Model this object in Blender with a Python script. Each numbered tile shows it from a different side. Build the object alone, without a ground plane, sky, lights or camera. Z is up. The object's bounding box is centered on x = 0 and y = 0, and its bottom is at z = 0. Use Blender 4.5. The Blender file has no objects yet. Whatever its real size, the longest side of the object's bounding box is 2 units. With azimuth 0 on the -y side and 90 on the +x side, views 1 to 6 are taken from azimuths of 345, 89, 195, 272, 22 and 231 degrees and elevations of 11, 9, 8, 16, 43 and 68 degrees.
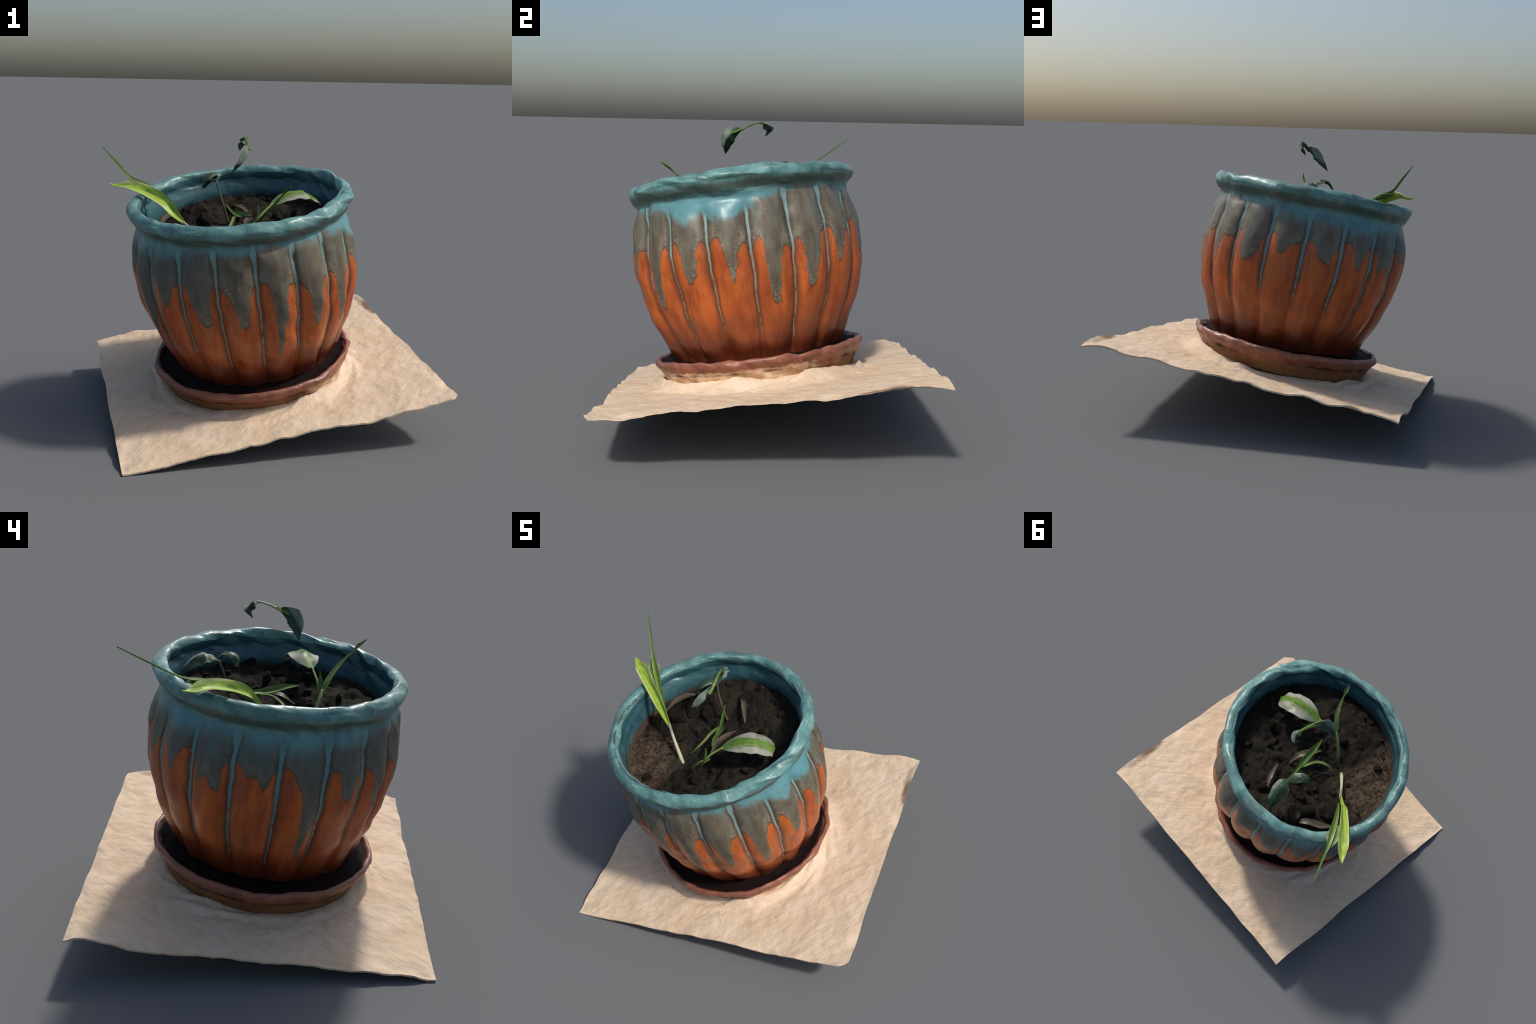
"""Glazed, fluted flower pot with a few leaning plants, its saucer and the cut-out
patch of pale wooden tabletop they stand on.  Everything is modelled in one tilted
frame (x, y on the table, z along the table's normal) and parented to tilted empties."""
import bpy, math, random
import numpy as np
from mathutils import Matrix, Vector, noise

random.seed(7)
TAU = math.tau
# ------------------------------------------------------------------ frame
NORMAL = Vector((-.14, -.14, 1)).normalized()
XAX = Vector((1, 0, .14)).normalized()
YAX = NORMAL.cross(XAX)
ORIGIN = Vector((-.0102, -.0090, .2612))
FRAME = Matrix((( XAX.x, YAX.x, NORMAL.x, ORIGIN.x), (XAX.y, YAX.y, NORMAL.y, ORIGIN.y),
                (XAX.z, YAX.z, NORMAL.z, ORIGIN.z), (0, 0, 0, 1)))
LEAN = (-.0323, -.0153)          # the pot leans a little inside that frame
FLUTES, FLUTE_PHASE = 18, 2.0    # grooves every 20 degrees, first at 2 degrees


def n3(x, y, z, s=0.0):
    return noise.noise(Vector((x + s * 17.3, y - s * 9.1, z + s * 5.7)))


def fbm(x, y, z, s=0.0, octaves=3):
    v, a = 0.0, 1.0
    for i in range(octaves):
        v += a * n3(x * 2 ** i, y * 2 ** i, z * 2 ** i, s + i)
        a *= .5
    return v


def smooth(a, b, x):
    t = min(1, max(0, (x - a) / (b - a)))
    return t * t * (3 - 2 * t)


def curve_through(points, count):
    """Catmull-Rom samples through control points (any dimension)."""
    p = np.array(points, float)
    p = np.vstack([2 * p[0] - p[1], p, 2 * p[-1] - p[-2]])
    out = []
    for t in np.linspace(0, len(p) - 3 - 1e-9, count):
        i = int(t); f = t - i
        a, b, c, d = p[i:i + 4]
        out.append(.5 * (2 * b + (c - a) * f + (2 * a - 5 * b + 4 * c - d) * f * f + (3 * b - a - 3 * c + d) * f ** 3))
    return np.array(out)


# ------------------------------------------------------------------ object helpers
def thing(name, label, category):
    e = bpy.data.objects.new(name, None)
    bpy.context.scene.collection.objects.link(e)
    e.matrix_world = FRAME
    e["label"], e["category"] = label, category
    return e


def mesh_object(name, verts, faces, material, parent, matrix=None, sharp=None, flat=False):
    me = bpy.data.meshes.new(name)
    me.from_pydata([tuple(v) for v in verts], [], faces)
    me.update()
    for m in (material if isinstance(material, (list, tuple)) else [material]):
        me.materials.append(m)
    me.shade_smooth() if not flat else me.shade_flat()
    if sharp:
        me.set_sharp_from_angle(angle=math.radians(sharp))
    ob = bpy.data.objects.new(name, me)
    bpy.context.scene.collection.objects.link(ob)
    if parent:
        ob.parent = parent
    if matrix is not None:
        ob.matrix_local = matrix
    return ob


# ------------------------------------------------------------------ shader helpers
class Nodes:
    def __init__(self, name):
        self.mat = bpy.data.materials.new(name)
        self.mat.use_nodes = True
        self.t = self.mat.node_tree
        self.bsdf = self.t.nodes["Principled BSDF"]
        self.coord = self.t.nodes.new("ShaderNodeTexCoord").outputs["Object"]
        s = self.t.nodes.new("ShaderNodeSeparateXYZ")
        self.link(self.coord, s.inputs[0])
        self.x, self.y, self.z = s.outputs

    def link(self, a, b):
        self.t.links.new(a, b)

    def put(self, socket, v):
        if isinstance(v, bpy.types.NodeSocket):
            self.link(v, socket)
        else:
            socket.default_value = v

    def math(self, op, a, b=0.0, c=None, clamp=False):
        n = self.t.nodes.new("ShaderNodeMath")
        n.operation, n.use_clamp = op, clamp
        self.put(n.inputs[0], a)
        self.put(n.inputs[1], b)
        if c is not None:
            self.put(n.inputs[2], c)
        return n.outputs[0]

    def add(self, a, b): return self.math("ADD", a, b)
    def sub(self, a, b): return self.math("SUBTRACT", a, b)
    def mul(self, a, b): return self.math("MULTIPLY", a, b)

    def step(self, x, a, b, lo=0.0, hi=1.0):
        n = self.t.nodes.new("ShaderNodeMapRange")
        n.interpolation_type = "SMOOTHSTEP"
        self.put(n.inputs[0], x)
        for i, v in zip((1, 2, 3, 4), (a, b, lo, hi)):
            self.put(n.inputs[i], v)
        return n.outputs[0]

    def vec(self, x, y, z):
        n = self.t.nodes.new("ShaderNodeCombineXYZ")
        for i, v in enumerate((x, y, z)):
            self.put(n.inputs[i], v)
        return n.outputs[0]

    def mapped(self, scale, rot=(0, 0, 0)):
        r = self.t.nodes.new("ShaderNodeMapping")
        self.link(self.coord, r.inputs[0])
        r.inputs["Rotation"].default_value = rot
        n = self.t.nodes.new("ShaderNodeMapping")
        self.link(r.outputs[0], n.inputs[0])
        n.inputs["Scale"].default_value = scale
        return n.outputs[0]

    def noise(self, scale, detail=3.0, rough=.55, vector=None, distortion=0.0):
        n = self.t.nodes.new("ShaderNodeTexNoise")
        self.link(vector or self.coord, n.inputs["Vector"])
        n.inputs["Scale"].default_value = scale
        n.inputs["Detail"].default_value = detail
        n.inputs["Roughness"].default_value = rough
        n.inputs["Distortion"].default_value = distortion
        return n.outputs["Fac"]

    def voronoi(self, scale, vector=None, feature="F1"):
        n = self.t.nodes.new("ShaderNodeTexVoronoi")
        n.feature = feature
        self.link(vector or self.coord, n.inputs["Vector"])
        n.inputs["Scale"].default_value = scale
        return n.outputs["Distance"]

    def mix(self, f, a, b, blend="MIX"):
        n = self.t.nodes.new("ShaderNodeMix")
        n.data_type, n.blend_type = "RGBA", blend
        self.put(n.inputs[0], f)
        for s, v in ((n.inputs[6], a), (n.inputs[7], b)):
            if isinstance(v, (tuple, list)):
                s.default_value = (*v[:3], 1)
            else:
                self.link(v, s)
        return n.outputs[2]

    def curve(self, x, points, handle="AUTO_CLAMPED"):
        n = self.t.nodes.new("ShaderNodeFloatCurve")
        self.put(n.inputs["Value"], x)
        c = n.mapping.curves[0]
        c.points[0].location, c.points[1].location = points[0], points[-1]
        for p in points[1:-1]:
            c.points.new(*p)
        for p in c.points:
            p.handle_type = handle
        n.mapping.update()
        return n.outputs[0]

    def finish(self, colour, rough=.5, bump=None, strength=.3, distance=.01, specular=.5, coat=0.0, **kw):
        self.put(self.bsdf.inputs["Base Color"], colour if isinstance(colour, bpy.types.NodeSocket) else (*colour, 1))
        self.put(self.bsdf.inputs["Roughness"], rough)
        self.bsdf.inputs["Specular IOR Level"].default_value = specular
        self.bsdf.inputs["Coat Weight"].default_value = coat
        self.bsdf.inputs["Coat Roughness"].default_value = .2
        if bump is not None:
            b = self.t.nodes.new("ShaderNodeBump")
            b.inputs["Strength"].default_value, b.inputs["Distance"].default_value = strength, distance
            self.link(bump, b.inputs["Height"])
            self.link(b.outputs[0], self.bsdf.inputs["Normal"])
        return self.mat


# ------------------------------------------------------------------ glaze
# Lower edge of the olive glaze, flute by flute: (angle, height) of the hanging runs.
RUNS = [(2, .75), (6, .82), (8, .68), (11, .45), (14, .53), (15, .64), (18.5, .76), (21, .72), (25, .79), (27, .70), (30, .51),
        (33, .60), (35.5, .70), (38, .81), (42.5, .83), (46, .77), (48.5, .63), (51, .70), (56, .80), (60, .80), (65, .86),
        (67.5, .80), (71, .67), (75, .70), (78, .77), (82, .87), (86, .88), (90, .76), (93, .78), (95, .82), (100, .84),
        (105, .87), (109, .79), (113.5, .75), (117, .79), (120.5, .88), (125, .90), (130, .79), (132.5, .74), (135, .82),
        (140, .89), (144, .89), (148, .73), (150.5, .80), (156, .72), (158, .80), (161, .88), (165, .89), (169, .83),
        (173, .84), (176, .78), (178.5, .83), (181, .88), (185, .90), (189, .84), (192, .77), (194.5, .50), (196, .34),
        (197.5, .50), (200, .61), (203, .80), (206, .89), (210, .77), (213.5, .71), (217, .80), (222, .87), (225, .86),
        (230, .73), (235, .61), (238, .69), (241, .85), (246, .83), (250, .74), (253.5, .60), (257, .69), (261, .85),
        (265.5, .86), (268.5, .76), (270, .46), (271.5, .36), (273, .55), (275.5, .66), (278, .83), (283, .82), (288, .73),
        (291.5, .54), (294, .68), (299, .82), (304, .82), (307, .72), (309, .52), (311, .48), (313.5, .61), (315.5, .76),
        (319, .82), (322, .75), (325.5, .83), (329, .74), (332, .60), (335, .65), (336.5, .75), (339.5, .83), (342, .78),
        (346, .84), (349.5, .77), (351, .66), (352.5, .59), (354.5, .67), (356.5, .75), (359.5, .80)]
# Where the turquoise overglaze fades out.
SHOULDER = [(0, .97), (12, 1.03), (31, 1.065), (51, 1.055), (70, 1.03), (85, .99), (94, .965), (111, .975), (134, .955),
            (151, .99), (168, .985), (190, .96), (205, 1.0), (215, 1.0), (235, 1.055), (255, 1.045), (271, 1.06), (294, 1.05),
            (314, 1.035), (325, .98), (333, .945), (341, .98), (349, .935)]
# How far the turquoise trickle in each groove runs down (first groove at 2 degrees).
TRICKLE = [.30, .24, .36, .33, .50, .50, .42, .36, .30, .28, .28, .38, .30, .30, .34, .33, .28, .33]


def angular(table):
    """periodic table -> two float-curve point lists, for the half turns 0-180 and 180-360"""
    t = [(table[-1][0] - 360, table[-1][1])] + table + [(table[0][0] + 360, table[0][1])]
    xs, ys = zip(*t)
    halves = []
    for lo in (0, 180):
        pts = [(lo, float(np.interp(lo, xs, ys)))] + [p for p in t if lo < p[0] < lo + 180] + [(lo + 180, float(np.interp(lo + 180, xs, ys)))]
        halves.append([((a - lo) / 180, h) for a, h in pts])
    return halves


def glaze():
    g = Nodes("runny_turquoise_and_rust_glaze")
    qx = g.sub(g.x, g.mul(g.z, LEAN[0]))
    qy = g.sub(g.y, g.mul(g.z, LEAN[1]))
    ang = g.mul(g.math("ARCTAN2", qy, qx), 360 / TAU)
    ang = g.math("MODULO", g.add(ang, 720), 360)
    radius = g.math("SQRT", g.add(g.mul(qx, qx), g.mul(qy, qy)))
    h = g.z
    wob = g.sub(g.noise(22, 4, .6), .5)
    wob_fine = g.sub(g.noise(70, 3, .6), .5)
    ang_w = g.math("MODULO", g.add(g.add(ang, 360), g.mul(wob, 3.4)), 360)
    back = g.math("GREATER_THAN", ang_w, 180)

    def around(table):
        a, b = angular(table)
        lo = g.curve(g.math("DIVIDE", ang_w, 180, clamp=True), a)
        hi = g.curve(g.math("DIVIDE", g.sub(ang_w, 180), 180, clamp=True), b)
        return g.add(g.mul(lo, g.sub(1, back)), g.mul(hi, back))

    run = g.add(around(RUNS), g.add(g.mul(wob, .06), g.mul(wob_fine, .03)))
    above = g.sub(h, run)                       # > 0: olive glaze, < 0: bare rust
    olive_m = g.step(above, -.006, .007)
    # angle to the nearest groove
    cell = g.add(g.math("DIVIDE", g.sub(ang, FLUTE_PHASE), 360 / FLUTES), 40.5)
    wander = g.mul(g.sub(g.noise(1, 2, .5, g.vec(g.math("FLOOR", cell), g.mul(h, 7), 0)), .5), 2.0)
    off = g.math("ABSOLUTE", g.add(g.mul(g.sub(g.math("FRACT", cell), .5), 360 / FLUTES), wander))
    ends = []
    for i, e in enumerate(TRICKLE):
        c = FLUTE_PHASE + 20 * i
        ends += [(c - 5, e), (c + 5, e)]
    ends = [(a % 360, e) for a, e in ends]
    ends.sort()
    end = around(ends)
    width = g.step(h, .35, 1.04, .26, .80)
    width = g.add(width, g.step(h, .93, 1.06, 0, 1.1))
    cool = g.step(g.math("COSINE", g.mul(g.sub(ang, 150), TAU / 360)), -.05, .5)
    width = g.mul(width, g.add(.62, g.mul(cool, .24)))
    width = g.mul(width, g.add(.62, g.mul(g.noise(26, 2), .8)))
    trickle_m = g.step(off, width, g.add(g.mul(width, 1.45), .12), 1, 0)
    trickle_m = g.mul(trickle_m, g.step(g.sub(h, end), -.02, .03))
    broken = g.step(g.noise(34, 3), .36, .5)
    trickle_m = g.mul(trickle_m, g.math("MAXIMUM", broken, g.step(h, .55, .75)))
    halo = g.mul(g.step(g.add(off, g.mul(wob_fine, 1.6)), g.add(width, .5), g.add(width, 2.6), 1, 0), g.step(g.sub(h, end), -.10, .10))  # groove shadow painted brown on both sides of each trickle

    # rust
    st = g.noise(1.0, 4, .6, g.vec(g.mul(ang, .16), g.mul(h, 3.0), 0))
    rust = g.mix(g.step(st, .34, .66), (.36, .075, .020), (.60, .135, .027))
    rust = g.mix(g.step(g.noise(7, 4, .6), .48, .70, 0, .8), rust, (.42, .12, .020))
    rust = g.mix(g.step(g.noise(1.0, 4, .65, g.vec(g.mul(ang, .28), g.mul(h, 5), 3)), .50, .74, 0, .65), rust, (.20, .036, .012))
    rust = g.mix(g.step(g.noise(60, 3, .6), .55, .8, 0, .3), rust, (.20, .04, .012))
    foot = g.step(g.add(h, g.mul(g.sub(g.noise(6, 3), .5), .22)), .19, .46)  # contact shade near the saucer, darkened into the rust colour
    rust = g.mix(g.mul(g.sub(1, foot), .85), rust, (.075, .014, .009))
    # olive
    ost = g.noise(1.0, 4, .6, g.vec(g.mul(ang, .22), g.mul(h, 7), 0))
    olive = g.mix(g.step(ost, .3, .7), (.095, .072, .047), (.165, .138, .095))
    olive = g.mix(g.step(g.noise(1.0, 4, .6, g.vec(g.mul(ang, .22), g.mul(h, 1.6), 7)), .5, .72, 0, .6), olive, (.165, .18, .14))
    olive = g.mix(g.step(g.noise(90, 3, .7), .48, .75, 0, .35), olive, (.21, .18, .13))
    olive = g.mix(g.step(g.noise(13, 4, .6), .52, .74, 0, .5), olive, (.08, .062, .042))
    bluish_back = g.step(g.math("COSINE", g.mul(g.sub(ang, 182), TAU / 360)), .35, .85)  # olive turns darker and blue-grey around this side of the pot
    olive = g.mix(g.mul(bluish_back, g.step(g.noise(5, 3), .3, .65, .3, .75)), olive, (.075, .105, .098))
    olive = g.mix(g.mul(g.step(h, .80, 1.02), g.step(g.noise(1.0, 3, .6, g.vec(g.mul(ang, .22), g.mul(h, 4), 11)), .42, .7, 0, .7)), olive, g.mix(bluish_back, (.14, .165, .14), (.065, .165, .19)))
    crust = g.mul(g.step(g.noise(85, 3, .7, None, 1.5), .50, .62), g.mul(g.step(above, 0, .02), g.step(above, .03, .12, 1, 0)))
    olive = g.mix(g.mul(crust, g.sub(.7, g.mul(bluish_back, .3))), olive, g.mix(cool, (.42, .36, .26), (.27, .29, .22)))
    rim_line = g.mul(g.step(above, -.012, .0), g.step(above, .002, .016, 1, 0))
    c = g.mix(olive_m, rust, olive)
    c = g.mix(g.mul(rim_line, .45), c, (.055, .028, .014))
    # turquoise
    tn = g.noise(12, 4, .6)
    turq = g.mix(g.step(tn, .3, .7), (.075, .185, .178), (.155, .325, .30))
    turq = g.mix(g.step(g.noise(40, 3, .6), .48, .8, 0, .5), turq, (.26, .41, .375))
    turq = g.mix(g.step(g.noise(5, 3, .6), .48, .72, 0, .8), turq, (.075, .125, .105))
    shoulder = g.add(g.add(around(SHOULDER), g.mul(cool, .03)), g.mul(g.sub(g.noise(1.0, 4, .6, g.vec(g.mul(ang, .16), g.mul(h, 6), 5)), .5), .14))
    soft = g.add(.03, g.mul(cool, .035))
    sh = g.step(g.sub(h, shoulder), g.mul(soft, -1), g.mul(soft, .8))
    pale = g.mul(sh, g.step(g.add(h, g.mul(g.sub(tn, .5), .05)), 1.045, 1.085, 1, 0))
    under = g.mul(g.step(g.add(h, g.mul(wob, .03)), 1.07, 1.095), g.step(g.add(h, g.mul(wob, .03)), 1.115, 1.145, 1, 0))  # band below the lip coloured dark for its downward-facing shade
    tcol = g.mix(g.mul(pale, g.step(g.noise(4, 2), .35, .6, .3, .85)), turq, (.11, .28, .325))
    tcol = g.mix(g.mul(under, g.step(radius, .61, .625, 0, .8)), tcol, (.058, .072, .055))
    glint = g.mul(g.step(h, 1.15, 1.18), g.step(g.noise(1.0, 4, .65, g.vec(g.mul(ang, .12), g.mul(h, 60), g.mul(radius, 60))), .55, .70, 0, .5))  # streaky highlights on the lip's top, drawn as pale colour
    tcol = g.mix(glint, tcol, (.42, .52, .50))
    tri = g.mix(cool, g.mix(g.step(h, .6, .95), (.31, .28, .20), (.20, .34, .32)), (.125, .30, .32))
    c = g.mix(g.mul(halo, .72), c, (.072, .042, .024))
    c = g.mix(g.mul(trickle_m, .92), c, tri)
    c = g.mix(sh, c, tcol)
    # worn dark line where the glaze is thin on the lip's inner edge
    line = g.mul(g.step(g.math("ABSOLUTE", g.sub(g.add(radius, g.mul(wob, .02)), .598)), .002, .008, 1, 0), g.step(h, 1.10, 1.15))
    c = g.mix(g.mul(line, g.step(g.noise(9, 3), .42, .6, 0, .8)), c, (.045, .028, .02))
    rough = g.add(g.mul(olive_m, g.mul(g.sub(1, sh), .10)), .34)
    hump = g.add(g.add(g.mul(olive_m, .6), g.mul(trickle_m, .5)), g.mul(g.noise(40, 4, .6), .5))
    return g.finish(c, rough, hump, .3, .006, specular=.45)


def lining_glaze():
    g = Nodes("deep_blue_green_lining_glaze")
    n = g.noise(9, 4, .6)
    c = g.mix(g.step(n, .3, .7), (.022, .075, .095), (.05, .135, .15))  # base colour lowered to show the shade inside the pot
    c = g.mix(g.step(g.noise(1.0, 4, .6, g.mapped((4, 4, 30))), .5, .72, 0, .6), c, (.035, .06, .07))
    c = g.mix(g.step(g.add(g.z, g.mul(g.sub(n, .5), .10)), .985, 1.03, .8, 0), c, (.10, .045, .025))
    c = g.mix(g.step(g.noise(50, 3), .6, .75, 0, .3), c, (.12, .20, .20))
    return g.finish(c, .35, g.noise(30, 4), .3, .006, specular=.45)


def clay_glaze():
    g = Nodes("red_brown_saucer_glaze")
    r = g.math("SQRT", g.add(g.mul(g.add(g.x, .0366), g.add(g.x, .0366)), g.mul(g.add(g.y, .0217), g.add(g.y, .0217))))
    n = g.noise(11, 4, .6)
    c = g.mix(g.step(n, .3, .7), (.13, .036, .020), (.30, .095, .046))
    c = g.mix(g.step(g.noise(38, 4, .65), .52, .75, 0, .6), c, (.42, .19, .12))
    c = g.mix(g.step(g.add(g.z, g.mul(g.sub(n, .5), .05)), .125, .155, 0, .45), c, (.30, .125, .085))
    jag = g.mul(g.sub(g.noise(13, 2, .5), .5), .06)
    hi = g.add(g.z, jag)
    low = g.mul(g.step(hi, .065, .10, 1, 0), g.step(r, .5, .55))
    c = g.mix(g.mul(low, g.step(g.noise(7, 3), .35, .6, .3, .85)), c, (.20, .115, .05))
    # on one side the foot is as pale as the wood it stands on
    toward = g.math("ARCTAN2", g.add(g.y, .0217), g.add(g.x, .0366))
    side = g.step(g.math("ABSOLUTE", g.add(g.add(toward, .38), g.mul(jag, 6))), .78, .98, 1, 0)
    bare = g.mul(g.mul(side, g.step(hi, .098, .112, 1, 0)), g.step(r, .5, .55))
    wood = g.mix(g.step(g.noise(16, 3), .35, .65), (.50, .29, .16), (.72, .52, .34))
    c = g.mix(bare, c, wood)
    inner = g.step(g.add(r, g.mul(g.sub(n, .5), .02)), .583, .604, 1, 0)  # floor blackened with the occlusion shadow between pot and lip
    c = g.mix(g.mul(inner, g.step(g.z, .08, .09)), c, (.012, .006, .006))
    rough = g.math("MAXIMUM", g.add(.26, g.mul(n, .25)), g.mul(g.math("MAXIMUM", bare, inner), .75))
    m = g.finish(c, rough, g.noise(30, 4, .6), .4, .01)
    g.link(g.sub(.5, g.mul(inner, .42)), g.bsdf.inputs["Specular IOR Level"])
    return m


def soil_material():
    g = Nodes("dark_crumbly_soil")
    n = g.noise(16, 5, .65)
    c = g.mix(g.step(n, .3, .7), (.006, .0045, .004), (.026, .019, .014))
    patch = g.step(g.noise(3.2, 2), .42, .62)
    c = g.mix(g.mul(patch, .5), c, (.04, .037, .022))
    c = g.mix(g.step(g.noise(55, 4, .7), .57, .74, 0, .6), c, (.12, .08, .055))
    dry = g.mul(g.step(g.x, -.36, -.22, 1, 0), g.step(g.y, -.05, .12, 1, 0))  # sunlit part of the earth, given a lighter brown
    c = g.mix(g.mul(dry, g.step(g.noise(42, 4, .7), .38, .62)), c, (.115, .076, .050))
    return g.finish(c, .9, g.noise(60, 5, .7), .8, .02, specular=.2)


def wood_material():
    g = Nodes("pale_rumpled_wood")
    grain = g.mapped((5, 60, 20), (0, 0, math.radians(-48)))
    gr = g.noise(1.0, 5, .6, grain, .6)
    broad = g.noise(2.6, 3, .5)
    c = g.mix(g.step(broad, .3, .7), (.69, .515, .345), (.73, .575, .415))
    c = g.mix(g.step(gr, .42, .70, 0, .5), c, (.56, .415, .275))
    c = g.mix(g.step(g.noise(1.0, 4, .6, g.mapped((3, 20, 8), (0, 0, math.radians(-48)))), .50, .74, 0, .40), c, (.74, .59, .44))
    c = g.mix(g.step(g.noise(17, 4, .6), .55, .78, 0, .35), c, (.56, .46, .34))
    c = g.mix(g.step(g.noise(4.5, 3, .6), .5, .72, 0, .55), c, (.78, .61, .48))
    c = g.mix(g.step(g.noise(6.5, 3, .6), .54, .72, 0, .5), c, (.57, .46, .30))
    # dark bruise on one edge
    d = g.math("SQRT", g.add(g.math("POWER", g.mul(g.sub(g.x, 1.02), 3.2), 2), g.math("POWER", g.sub(g.y, .58), 2)))
    c = g.mix(g.step(g.add(d, g.mul(g.sub(g.noise(12, 3), .5), .06)), .075, .14, .8, 0), c, (.20, .12, .085))
    return g.finish(c, .72, g.add(g.mul(gr, .5), g.noise(24, 4, .6)), .5, .014, specular=.25)


def leaf_material(name, mid, edge, half_width, edge_start, vein=.35):
    """stripe-variegated blade: x runs across the blade, y along it"""
    g = Nodes(name)
    ax = g.math("ABSOLUTE", g.math("DIVIDE", g.x, half_width))
    st = g.noise(1.0, 4, .6, g.vec(g.mul(g.x, 130), g.mul(g.y, 7), g.mul(g.z, 7)))
    blotch = g.noise(11, 3, .6)
    e = g.step(g.add(ax, g.mul(g.sub(st, .5), .9)), edge_start - .15, edge_start + .2)
    c = g.mix(g.step(st, .3, .7, 0, vein), mid, tuple(min(1, 1.9 * v + .02) for v in mid))
    c = g.mix(e, c, edge)
    c = g.mix(g.step(blotch, .5, .75, 0, .45), c, tuple(.4 * v for v in mid))
    g.bsdf.inputs["Subsurface Weight"].default_value = 0
    m = g.finish(c, .42, st, .25, .004, specular=.4)
    t = g.t
    tr = t.nodes.new("ShaderNodeBsdfTranslucent")
    g.link(c, tr.inputs["Color"])
    mx = t.nodes.new("ShaderNodeMixShader")
    mx.inputs[0].default_value = .2
    out = t.nodes["Material Output"]
    g.link(g.bsdf.outputs[0], mx.inputs[1]); g.link(tr.outputs[0], mx.inputs[2]); g.link(mx.outputs[0], out.inputs[0])
    return m


# ------------------------------------------------------------------ pot
OUTSIDE = [(.02, .135), (.38, .135), (.445, .137), (.484, .142), (.494, .155), (.508, .18), (.538, .23), (.578, .31), (.624, .41),
           (.655, .52), (.680, .63), (.690, .74), (.688, .84), (.675, .93), (.656, 1.00), (.638, 1.040), (.632, 1.065),
           (.636, 1.085), (.648, 1.105), (.664, 1.128), (.674, 1.150), (.668, 1.172), (.650, 1.190), (.625, 1.198),
           (.606, 1.190), (.597, 1.170), (.596, 1.14), (.600, 1.118), (.592, 1.10), (.582, 1.07), (.580, 1.02), (.58, .95), (.56, .84)]


# hand-thrown unevenness of the wall: (direction, spread, from height, to height, bulge)
BULGES = [(50, 34, -.2, .42, -.020), (297, 12, .30, .80, .012), (243, 30, .45, .98, -.011), (335, 14, .68, .98, .008),
          (128, 28, .60, 1.30, .008), (326, 20, 1.02, 1.30, .006), (150, 18, .35, .60, .005), (238, 45, -.2, .24, .022), (0, 400, -.2, .20, .008)]


def bulge(d, h):
    v = 0.0
    for c, w, lo, hi, k in BULGES:
        q = ((d - c + 180) % 360 - 180) / w
        if abs(q) < 2.6:
            v += k * math.exp(-q * q) * smooth(lo - .12, lo + .08, h) * (1 - smooth(hi - .08, hi + .12, h))
    return v


def pot_surface(angles, prof):
    verts = []
    for i, (r, h) in enumerate(prof):
        t = i / (len(prof) - 1)
        inside = i > PEAK
        lip = 0.0 if h < 1.02 else smooth(1.02, 1.12, h)
        foot = 1 - smooth(.1, .65, h)
        cx, cy = h * LEAN[0] + .014 * lip + .004 * foot, h * LEAN[1] + .014 * lip - .008 * foot
        for a in angles:
            ca, sa = math.cos(a), math.sin(a)
            d = math.degrees(a)
            rr, hh = r, h
            if not inside and h < 1.08 and r > .3:
                s = abs(math.sin(math.radians((d - FLUTE_PHASE) * FLUTES / 2)))
                amp = .044 * smooth(.06, .22, h) * (1 - smooth(.95, 1.06, h)) * (.85 + .35 * n3(ca * 2, sa * 2, 3))
                rr -= amp * (1 - s ** .62)
                rr += .006 * fbm(ca * 3, sa * 3, h * 4, 2) + .016 * (BODY_FACETS(a, h / .085) - .5) * (.55 + .6 * max(0, math.cos(a - math.radians(300))))
            if not inside and r > .3:
                rr += bulge(d, h)
            if lip:
                f = RIM_FACETS(a, (i - NECK) / 11.0)
                g = RIM_FACETS(a + .07, (i - NECK) / 11.0 + 31)
                rough = .55 + .75 * max(0, math.cos(a + .25))
                rr += lip * (.004 + .006 * math.cos(2 * a - math.radians(292)) + .006 * fbm(ca * 3.2, sa * 3.2, .3, 11, 2) + rough * .028 * (f - .5))
                hh += lip * (.010 * fbm(ca * 3.5, sa * 3.5, .7, 15, 3) + rough * .026 * (g - .5))
            if inside and h < 1.09:
                rr += .008 * n3(ca * 3, sa * 3, h * 3, 21)
            verts.append((cx + rr * ca, cy + rr * sa, hh))
    return verts


def facets(step, seed):
    """piecewise-linear random field (0 to 1) over a triangle lattice wrapped round the axis"""
    n = round(TAU / step)
    memo = {}

    def key(i, j):
        k = (i % n, j)
        if k not in memo:
            memo[k] = random.Random(k[0] * 7919 + j * 104729 + seed).random()
        return memo[k]

    def value(a, t):
        u = a / step
        i, j = math.floor(u), math.floor(t)
        f, g = u - i, t - j
        if f + g < 1:
            return key(i, j) * (1 - f - g) + key(i + 1, j) * f + key(i, j + 1) * g
        return key(i + 1, j + 1) * (f + g - 1) + key(i, j + 1) * (1 - f) + key(i + 1, j) * (1 - g)
    value.node = key
    return value


RIM_FACETS = facets(TAU / 40, 23)
BODY_FACETS = facets(TAU / 38, 57)
SEG, RINGS = 432, 190
PROFILE = [tuple(p) for p in curve_through(OUTSIDE, RINGS)]
PEAK = max(range(RINGS), key=lambda i: PROFILE[i][1])
NECK = min((i for i in range(PEAK) if PROFILE[i][1] > .9), key=lambda i: abs(PROFILE[i][1] - 1.062))


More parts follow.
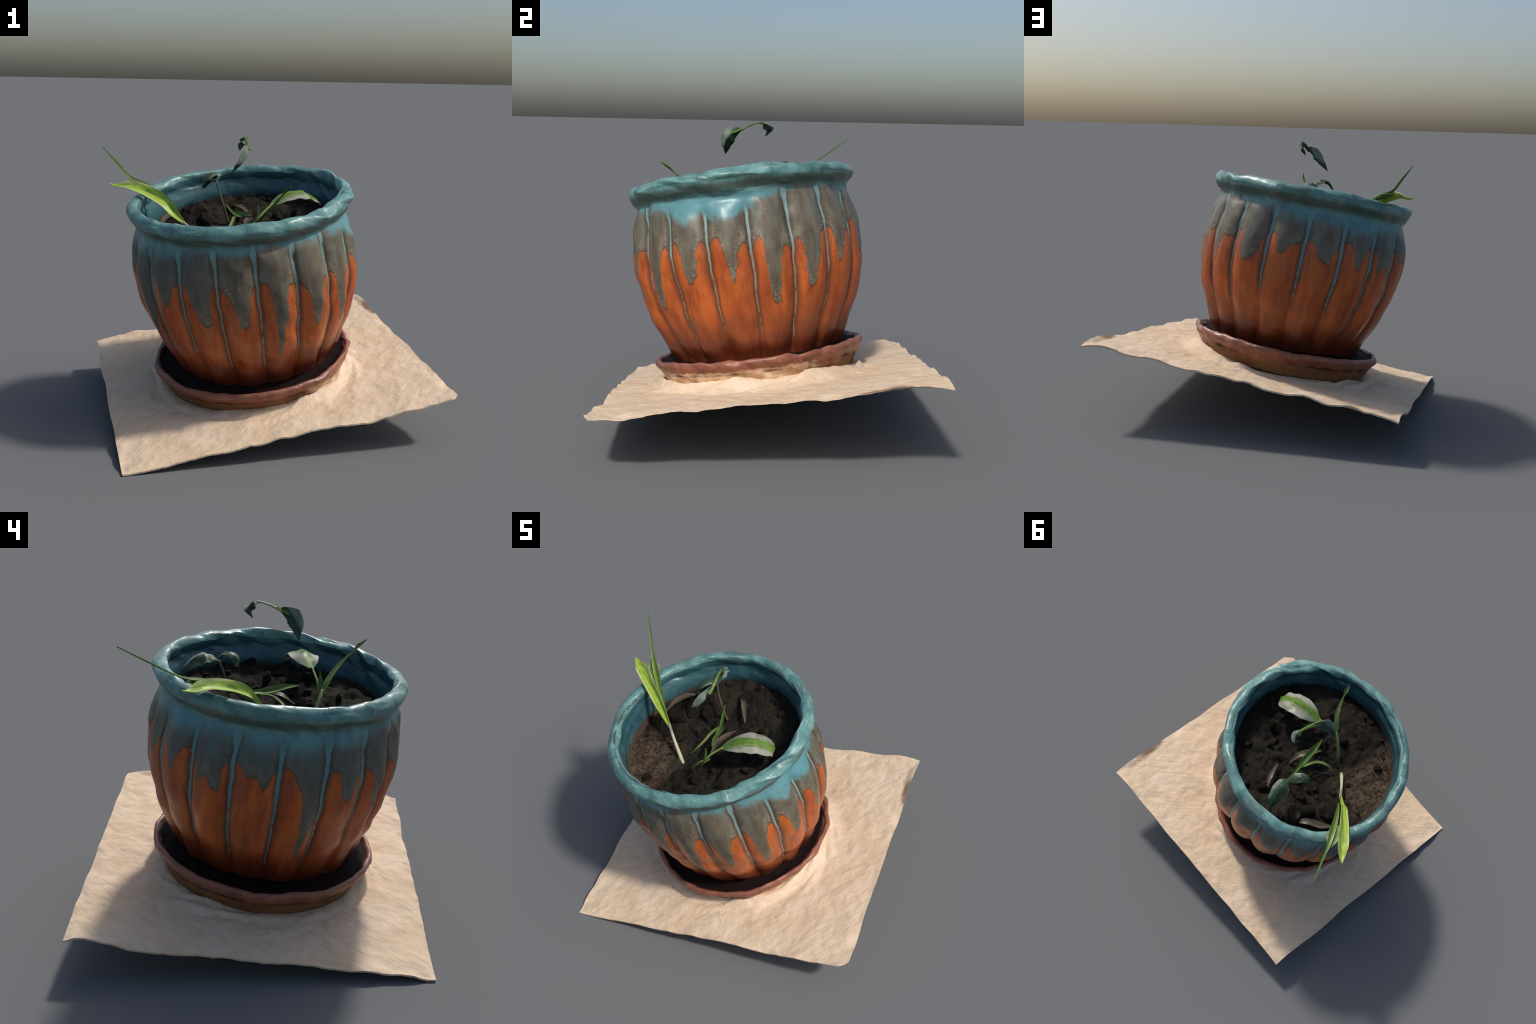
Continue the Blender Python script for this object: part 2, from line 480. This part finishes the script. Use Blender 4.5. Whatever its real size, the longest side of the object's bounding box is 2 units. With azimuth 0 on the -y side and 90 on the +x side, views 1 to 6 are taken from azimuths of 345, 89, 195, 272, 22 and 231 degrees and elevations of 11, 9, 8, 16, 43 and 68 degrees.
def build_pot(parent):
    ang = [TAU * k / SEG for k in range(SEG)]
    V = pot_surface(ang, PROFILE)
    faces = [(i * SEG + k, i * SEG + (k + 1) % SEG, (i + 1) * SEG + (k + 1) % SEG, (i + 1) * SEG + k)
             for i in range(RINGS - 1) for k in range(SEG)]
    me = bpy.data.meshes.new("whole")
    me.from_pydata(V, [], faces)
    me.update()
    normals = [tuple(v.normal) for v in me.vertices]
    bpy.data.meshes.remove(me)
    neck = NECK
    inner = next(i for i in range(PEAK, RINGS) if PROFILE[i][1] < 1.168)
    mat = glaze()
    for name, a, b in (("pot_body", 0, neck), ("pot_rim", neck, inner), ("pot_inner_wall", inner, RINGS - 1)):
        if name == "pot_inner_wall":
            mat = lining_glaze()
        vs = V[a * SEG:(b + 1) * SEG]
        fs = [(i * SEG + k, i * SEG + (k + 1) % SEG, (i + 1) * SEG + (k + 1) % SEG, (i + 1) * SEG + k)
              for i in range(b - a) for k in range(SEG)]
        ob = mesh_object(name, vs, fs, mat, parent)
        ob.data.normals_split_custom_set_from_vertices(normals[a * SEG:(b + 1) * SEG])


# ------------------------------------------------------------------ soil
MOUNDS = [(-.22, .36, .09, .03), (-.25, -.13, .12, -.02), (-.27, .17, .12, -.015), (.20, -.36, .14, .03), (-.40, .32, .10, .02), (.10, .10, .16, -.015)]


def soil_height(x, y):
    """a bowl of earth heaped against the wall, higher on one side"""
    dx, dy = x + .03, y + .012
    r, a = math.hypot(dx, dy), math.atan2(dy, dx)
    edge = .995 + .030 * math.cos(a - math.radians(15))
    h = .930 + (edge - .930) * smooth(.22, .58, r)
    for mx, my, w, k in MOUNDS:
        h += k * math.exp(-((x - mx) ** 2 + (y - my) ** 2) / (w * w))
    h += .028 * fbm(x * 7, y * 7, 0, 31, 3)
    cell = noise.voronoi(Vector((x * 10, y * 10, 3)))[0]
    return h + .05 * (min(.5, cell[1] - cell[0]) - .25) + .006 * n3(x * 45, y * 45, 0, 33)


def build_soil(parent, mat):
    rings, seg = 90, 220
    vs, fs = [(-.03, -.012, soil_height(-.03, -.012))], []
    for i in range(1, rings + 1):
        r = .592 * i / rings
        for k in range(seg):
            a = TAU * k / seg
            x, y = -.03 + r * math.cos(a), -.012 + r * math.sin(a)
            vs.append((x, y, soil_height(x, y)))
    for k in range(seg):
        fs.append((0, 1 + k, 1 + (k + 1) % seg))
    for i in range(rings - 1):
        o = 1 + i * seg
        fs += [(o + k, o + seg + k, o + seg + (k + 1) % seg, o + (k + 1) % seg) for k in range(seg)]
    mesh_object("soil", vs, fs, mat, parent)


def clod_mesh(name, seed, mat):
    """angular lump of earth or bark"""
    import bmesh
    bm = bmesh.new()
    bmesh.ops.create_icosphere(bm, subdivisions=3, radius=1)
    for v in bm.verts:
        p = v.co.copy()
        c = noise.voronoi(p * 1.4 + Vector((seed * 3, 0, 0)))[0][0]
        v.co = p * (.75 + .5 * c + .2 * n3(p.x * 2, p.y * 2, p.z * 2, seed))
    me = bpy.data.meshes.new(name)
    bm.to_mesh(me); bm.free()
    me.materials.append(mat)
    me.shade_smooth()
    me.set_sharp_from_angle(angle=math.radians(35))
    return me


def build_clods(parent, mat):
    rnd = random.Random(5)
    kinds = [clod_mesh("soil_clod", s, mat) for s in (1, 2, 3)]
    spots = [(-.24, .36, .085), (-.19, .28, .06), (-.30, .30, .06), (-.05, -.30, .045), (.03, .42, .05), (-.40, .2, .05)]
    for _ in range(46):
        a, r = rnd.uniform(0, TAU), .56 * math.sqrt(rnd.random())
        spots.append((-.03 + r * math.cos(a), -.012 + r * math.sin(a), rnd.uniform(.012, .036)))
    for x, y, s in spots:
        o = bpy.data.objects.new("soil_clod", rnd.choice(kinds))
        bpy.context.scene.collection.objects.link(o)
        o.parent = parent
        o.location = (x, y, soil_height(x, y) + .1 * s)
        o.rotation_euler = [rnd.uniform(0, TAU) for _ in range(3)]
        o.scale = (s * rnd.uniform(.7, 1.3), s * rnd.uniform(.7, 1.3), s * rnd.uniform(.5, .9))


# ------------------------------------------------------------------ plants
def blade(name, parent, material, spine, widths, up=(0, 0, 1), fold=.35, thick=.004, twist=0.0, count=26, roll=None):
    """leaf blade lofted along a spine; V-folded cross-section with real thickness.
    Built in its own frame: y from base to tip, x across, z up, so that stripes follow it."""
    sp = curve_through(spine, count)
    tt = np.linspace(0, 1, count)
    w = np.interp(tt, np.linspace(0, 1, len(widths)), widths)
    base, tip = Vector(sp[0]), Vector(sp[-1])
    y = (tip - base).normalized()
    u = Vector(up)
    x = y.cross(u).normalized()
    z = x.cross(y)
    M = Matrix(((x.x, y.x, z.x, base.x), (x.y, y.y, z.y, base.y), (x.z, y.z, z.z, base.z), (0, 0, 0, 1)))
    Mi = M.inverted()
    cross = [-1, -.66, -.33, 0, .33, .66, 1]
    m = len(cross)
    top, bottom = [], []
    for i in range(count):
        p = Vector(sp[i])
        tan = Vector(sp[min(i + 1, count - 1)] - sp[max(i - 1, 0)]).normalized()
        side = tan.cross(u)
        side = (side if side.length > .2 else x).normalized()
        nor = side.cross(tan).normalized()
        rl = twist * tt[i] if roll is None else float(np.interp(tt[i], np.linspace(0, 1, len(roll)), roll))
        rot = Matrix.Rotation(rl, 3, tan)
        side, nor = rot @ side, rot @ nor
        for c in cross:
            off = w[i] * .5
            wave = .10 * w[i] * n3(i * .25, c * 1.3, 0, len(name) + base.x * 9)
            q = p + side * (c * off * math.cos(fold)) + nor * (abs(c) * off * math.sin(fold) + wave)
            top.append(Mi @ (q + nor * thick * .5)); bottom.append(Mi @ (q - nor * thick * .5))
    vs = top + bottom
    N = count * m
    fs = []
    for i in range(count - 1):
        for j in range(m - 1):
            a = i * m + j
            fs.append((a, a + 1, a + m + 1, a + m))
            fs.append((N + a, N + a + m, N + a + m + 1, N + a + 1))
        for j, s in ((0, 1), (m - 1, -1)):
            a, b = i * m + j, (i + 1) * m + j
            fs.append((a, b, N + b, N + a) if s > 0 else (a, N + a, N + b, b))
    for i in (0, count - 1):
        for j in range(m - 1):
            a = i * m + j
            fs.append((a, N + a, N + a + 1, a + 1) if i == 0 else (a, a + 1, N + a + 1, N + a))
    return mesh_object(name, vs, fs, material, parent, M, sharp=50)


def stalk(name, parent, material, spine, radii, count=24, sides=10):
    sp = curve_through(spine, count)
    r = np.interp(np.linspace(0, 1, count), np.linspace(0, 1, len(radii)), radii)
    base = Vector(sp[0])
    vs, fs = [], []
    for i in range(count):
        tan = Vector(sp[min(i + 1, count - 1)] - sp[max(i - 1, 0)]).normalized()
        s = tan.cross(Vector((.3, .2, .9))).normalized()
        n = s.cross(tan)
        for k in range(sides):
            a = TAU * k / sides
            vs.append(Vector(sp[i]) - base + (s * math.cos(a) + n * math.sin(a)) * r[i])
    for i in range(count - 1):
        o = i * sides
        fs += [(o + k, o + (k + 1) % sides, o + sides + (k + 1) % sides, o + sides + k) for k in range(sides)]
    fs.append(tuple(range(sides))[::-1])
    fs.append(tuple((count - 1) * sides + k for k in range(sides)))
    return mesh_object(name, vs, fs, material, parent, Matrix.Translation(base))


def build_plants(parent):
    lime = leaf_material("lime_variegated_leaf", (.30, .42, .050), (.66, .70, .30), .045, .62, .8)
    cream = leaf_material("cream_edged_leaf", (.11, .21, .025), (.40, .40, .31), .080, .36)
    dark = leaf_material("dark_green_leaf", (.032, .068, .030), (.26, .32, .26), .055, .66)
    green = leaf_material("fresh_green_leaf", (.10, .18, .03), (.30, .38, .12), .03, .85)
    dry = leaf_material("dry_brown_leaf", (.11, .085, .055), (.20, .16, .11), .04, .8)
    pale = leaf_material("pale_stalk", (.50, .52, .27), (.65, .62, .42), .02, .6)
    # the bright shoot lying over the rim
    stalk("stem", parent, pale, [(-.235, -.135, .89), (-.262, -.098, .935), (-.32, -.02, 1.0), (-.375, .062, 1.055)], [.015, .013, .010, .009])
    blade("leaf", parent, lime, [(-.36, .04, 1.04), (-.41, .105, 1.10), (-.455, .155, 1.165), (-.53, .235, 1.215), (-.60, .312, 1.238),
                                 (-.66, .372, 1.243), (-.71, .42, 1.236), (-.748, .456, 1.253)],
          [.016, .062, .078, .085, .09, .085, .045, .004], fold=.40, roll=[-.7, -.75, -.7, -.55, -.35, -.15, .1])
    blade("leaf", parent, green, [(-.405, .115, 1.09), (-.47, .225, 1.175), (-.545, .355, 1.235), (-.605, .462, 1.262), (-.665, .605, 1.335), (-.732, .759, 1.422)],
          [.010, .030, .045, .040, .018, .016, .003], fold=.5)
    blade("leaf", parent, cream, [(-.52, .29, 1.212), (-.575, .385, 1.238), (-.615, .455, 1.25)], [.05, .095, .012], fold=.15)
    # arching leaf high over the pot: drooping blade, thin neck, hooked end
    blade("leaf", parent, dark, [(.072, .03, 1.468), (.062, -.005, 1.458), (.045, -.045, 1.440), (.012, -.068, 1.410), (-.028, -.074, 1.378), (-.068, -.075, 1.350)],
          [.028, .062, .105, .095, .055, .004], up=(-.7, .49, .43), fold=.45)
    blade("leaf", parent, green, [(.056, -.02, 1.462), (.070, .03, 1.470), (.082, .10, 1.490), (.088, .16, 1.497)], [.045, .032, .024, .02], fold=-.5)
    blade("leaf", parent, dark, [(.086, .145, 1.495), (.084, .185, 1.485), (.068, .198, 1.452), (.05, .175, 1.412)], [.02, .070, .060, .004], fold=-.3)
    # upright shoot with a narrow blade
    stalk("stem", parent, green, [(-.15, -.185, .88), (-.10, -.205, .96), (-.04, -.228, 1.03), (.008, -.238, 1.07)], [.014, .013, .012, .010])
    blade("leaf", parent, green, [(-.02, -.235, 1.045), (.05, -.27, 1.11), (.105, -.318, 1.18), (.145, -.385, 1.255), (.162, -.42, 1.29), (.178, -.455, 1.327)],
          [.014, .040, .034, .012, .034, .003], fold=.5)
    blade("leaf", parent, green, [(-.005, -.232, 1.06), (.025, -.225, 1.11), (.04, -.215, 1.17)], [.018, .030, .003], fold=.5, up=(1, 0, .2))
    # broad cream-edged leaf
    stalk("stem", parent, green, [(-.02, -.235, 1.03), (.05, -.21, 1.10), (.14, -.175, 1.152)], [.009, .007, .006])
    blade("leaf", parent, cream, [(.132, -.174, 1.147), (.185, -.156, 1.172), (.25, -.138, 1.188), (.32, -.12, 1.184), (.375, -.105, 1.160), (.428, -.095, 1.120), (.45, -.09, 1.095)],
          [.03, .12, .17, .18, .17, .15, .11], fold=-.30)
    # plant with two dark leaves
    stalk("stem", parent, dry, [(-.05, .25, .93), (-.066, .268, 1.05), (-.078, .295, 1.13), (-.085, .325, 1.20)], [.010, .008, .007, .007])
    blade("leaf", parent, dark, [(-.082, .325, 1.20), (-.088, .375, 1.222), (-.098, .435, 1.212), (-.115, .49, 1.165), (-.135, .528, 1.105)],
          [.02, .105, .115, .09, .02], fold=-.3, roll=[-.2, -.2, 0])
    blade("leaf", parent, dark, [(-.088, .335, 1.215), (-.105, .305, 1.255), (-.13, .27, 1.268), (-.165, .242, 1.255), (-.195, .226, 1.215)],
          [.02, .075, .075, .06, .02], fold=-.35)
    # low blades in the middle
    blade("leaf", parent, green, [(-.045, .276, 1.052), (-.036, .20, 1.03), (-.02, .13, 1.022), (.0, .05, 1.03), (.012, -.03, 1.055), (.02, -.115, 1.078)],
          [.006, .018, .028, .055, .05, .006], fold=.4, roll=[.3, .4, .5, .5])
    blade("leaf", parent, green, [(-.03, .115, 1.01), (-.055, .045, 1.028), (-.085, -.015, 1.012), (-.13, -.055, .982), (-.185, -.082, .935)],
          [.018, .022, .020, .018, .008], fold=.4)
    blade("leaf", parent, dry, [(-.02, -.10, .98), (.01, -.02, 1.01), (.05, .06, 1.0), (.06, .14, .955)], [.01, .05, .045, .01], fold=.4)
    blade("leaf", parent, dry, [(-.30, .42, .98), (-.36, .36, 1.02), (-.44, .30, 1.01), (-.50, .22, .98)], [.01, .05, .05, .01], fold=.3)
    blade("leaf", parent, dry, [(.10, .22, .96), (.06, .33, 1.0), (.0, .43, .985)], [.01, .04, .01], fold=.3)


# ------------------------------------------------------------------ saucer
SAUCER_C = (-.034, -.020)
SAUCER_PROFILE = [(.02, .005), (.50, .005), (.552, .008), (.566, .03), (.580, .062), (.596, .092), (.613, .114), (.626, .136), (.625, .156),
                  (.612, .167), (.599, .163), (.590, .154), (.575, .149), (.54, .152), (.48, .160), (.30, .160), (.02, .160)]
SAUCER_FACETS = facets(TAU / 46, 71)


def build_saucer(mat):
    prof = curve_through(SAUCER_PROFILE, 90)
    seg = 260
    vs = []
    for r, h in prof:
        up = smooth(.03, .13, h) * smooth(.5, .58, r)
        for k in range(seg):
            a = TAU * k / seg
            ca, sa = math.cos(a), math.sin(a)
            wob = .010 * fbm(ca * 3, sa * 3, 1, 41, 2) + .005 * n3(ca * 10, sa * 10, h * 12, 43)
            sunny = max(0, math.cos(a - math.radians(10)))
            dent = (.35 + sunny) * .020 * (SAUCER_FACETS(a, h / .035 if h < .165 else 4.7) - .5)
            rr = r + (up * wob + smooth(.5, .56, r) * dent)
            hh = h + up * (.012 * (.3 + sunny) * (SAUCER_FACETS(a, 40.2) - .5) + .009 * fbm(ca * 3, sa * 3, 2, 47, 3) + .005 * n3(ca * 12, sa * 12, 0, 49) * (.4 + sunny))
            vs.append((SAUCER_C[0] + rr * ca, SAUCER_C[1] + rr * sa, hh))
    n = len(prof)
    fs = [(i * seg + k, i * seg + (k + 1) % seg, (i + 1) * seg + (k + 1) % seg, (i + 1) * seg + k) for i in range(n - 1) for k in range(seg)]
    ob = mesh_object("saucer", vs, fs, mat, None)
    ob.matrix_world = FRAME
    ob["label"] = "round red-brown glazed clay saucer with wavy lip"
    ob["category"] = "saucer"
    return ob


# ------------------------------------------------------------------ tabletop
CLIMB_RINGS = [.50, .565, .603, .640, .700, .790]     # where the wood crumples up against the saucer
CREASES = facets(TAU / 30, 5)
EDGE_FACETS = facets(TAU / 64, 91)


def climb(d):
    """how high the wood creeps up the saucer, by direction in degrees"""
    sun = max(0, math.cos(math.radians(.8 * ((d + 20 + 180) % 360 - 180))))
    spike = math.exp(-((d - 152) / 9) ** 2) + .6 * math.exp(-((d - 75) / 7) ** 2) + .8 * math.exp(-((d - 60) / 5) ** 2)
    return .014 + .058 * sun ** 1.3 + .030 * spike


def crumple(r, a):
    """facets of wood crumpled against the saucer: linear between random lattice heights"""
    t = float(np.interp(r, CLIMB_RINGS, range(len(CLIMB_RINGS))))
    step = TAU / 30
    u = a / step + .35 * math.sin(5 * a) + .3 * t
    i, j = math.floor(u), min(4, math.floor(t))
    f, g = u - i, t - j

    def node(ii, jj):
        q = CREASES.node(ii, jj)
        reach = climb(math.degrees((ii % 30) * step - .3 * jj * step))
        return (0, .6 + .5 * q, .3 + .9 * q, .95 * max(0, q - .45), .5 * max(0, q - .7), 0)[min(jj, 5)] * reach + (.008 * (q - .55) if 1 < jj < 5 else 0)
    if f + g < 1:
        return node(i, j) * (1 - f - g) + node(i + 1, j) * f + node(i, j + 1) * g
    return node(i + 1, j + 1) * (f + g - 1) + node(i, j + 1) * (1 - f) + node(i + 1, j) * (1 - g)


def build_tabletop(mat):
    nx, ny = 190, 176
    rnd = random.Random(12)
    lip = .022
    vs, fs = [], []

    def sheet(s, t):
        # border of the cut-out patch
        x0, x1 = -1.010 + .043 * t + .012 * n3(0, t * 7, 0, 61), .985 + .045 * t + .008 * n3(0, t * 9, 5, 62)
        y0, y1 = -.900 - .018 * s + .007 * n3(s * 9, 0, 0, 63), (.922 + .006 * (1 - s)) + .004 * n3(s * 9, 0, 5, 64)
        x, y = x0 + (x1 - x0) * s, y0 + (y1 - y0) * t
        cut = (s - .97) / .03 + (.03 - t) / .03           # clipped corner
        if cut > 1:
            k = (cut - 1) * .5
            x -= .055 * k; y += .055 * k
        e = min(s, 1 - s, t, 1 - t) * 2
        h = .002 - .017 * y - .010 * math.exp(-((x - .35) / .4) ** 2 - ((y - .62) / .2) ** 2) - .014 * math.exp(-((x + .95) / .3) ** 2 - ((y - .9) / .3) ** 2) + .010 * fbm(x * 2.1, y * 2.1, 0, 65, 2) + .007 * fbm(x * 8, y * 8, 0, 66, 3) + .0025 * fbm(x * 24, y * 24, 0, 69, 2)
        cell = noise.voronoi(Vector((x * 7, y * 7, 1)))[0]
        h += .010 * (cell[1] - cell[0] - .3) * smooth(0, .2, e) * .6
        edge = 1 - smooth(0, .06, e)
        h += edge * (.026 * fbm(x * 4, y * 4, 0, 67, 2) + .010 * (EDGE_FACETS(math.atan2(y, x), 3.3) - .5))
        corner = max(0, 1 - math.hypot(min(s, 1 - s) * 2, min(t, 1 - t) * 1.85) / .06)
        h -= .012 * corner
        # facets climbing the saucer's wall
        dx, dy = x - SAUCER_C[0], y - SAUCER_C[1]
        r, a = math.hypot(dx, dy), math.atan2(dy, dx) % TAU
        if r < .79:
            h += crumple(r, a)
        if r < .56:
            h = min(h, .0) * (1 - smooth(.53, .56, r)) + h * smooth(.53, .56, r)
        return x, y, h

    for j in range(ny + 1):
        for i in range(nx + 1):
            ji = rnd.uniform(-.3, .3) if 0 < i < nx else 0
            jj = rnd.uniform(-.3, .3) if 0 < j < ny else 0
            vs.append(sheet((i + ji) / nx, (j + jj) / ny))
    W = nx + 1
    for j in range(ny):
        for i in range(nx):
            a, b, c, d = j * W + i, j * W + i + 1, (j + 1) * W + i + 1, (j + 1) * W + i
            fs += [(a, b, c), (a, c, d)] if (i * 7 + j * 3) % 2 else [(a, b, d), (b, c, d)]
    # the lowest corner only just touches the ground
    vs = [(x, y, max(h, (.011 - ORIGIN.z - XAX.z * x - YAX.z * y) / NORMAL.z)) for x, y, h in vs]
    # underside, and the worn edge that joins both
    N = len(vs)
    vs += [(x, y, h - .010) for x, y, h in vs]
    fs += [tuple(reversed([N + q for q in f])) for f in fs]
    border = [i for i in range(W)] + [j * W + nx for j in range(1, ny + 1)] + [ny * W + i for i in range(nx - 1, -1, -1)] + [j * W for j in range(ny - 1, 0, -1)]
    for q, p in zip(border, border[1:] + border[:1]):
        fs.append((q, N + q, N + p, p))
    ob = mesh_object("wooden_tabletop", vs, fs, mat, None, sharp=32)
    ob.matrix_world = FRAME
    # rest the lowest corner on the ground
    low = min((FRAME @ Vector(v)).z for v in vs)
    ob["label"] = "thin rumpled rectangular patch of pale wooden tabletop"
    ob["category"] = "tabletop"
    print("lowest", low)
    return ob


# ------------------------------------------------------------------ assemble
plant = thing("potted_plant", "fluted turquoise and rust glazed pot with small leaning plants", "potted plant")
build_pot(plant)
earth = soil_material()
build_soil(plant, earth)
build_clods(plant, earth)
build_plants(plant)
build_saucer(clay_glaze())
build_tabletop(wood_material())
bpy.context.view_layer.update()
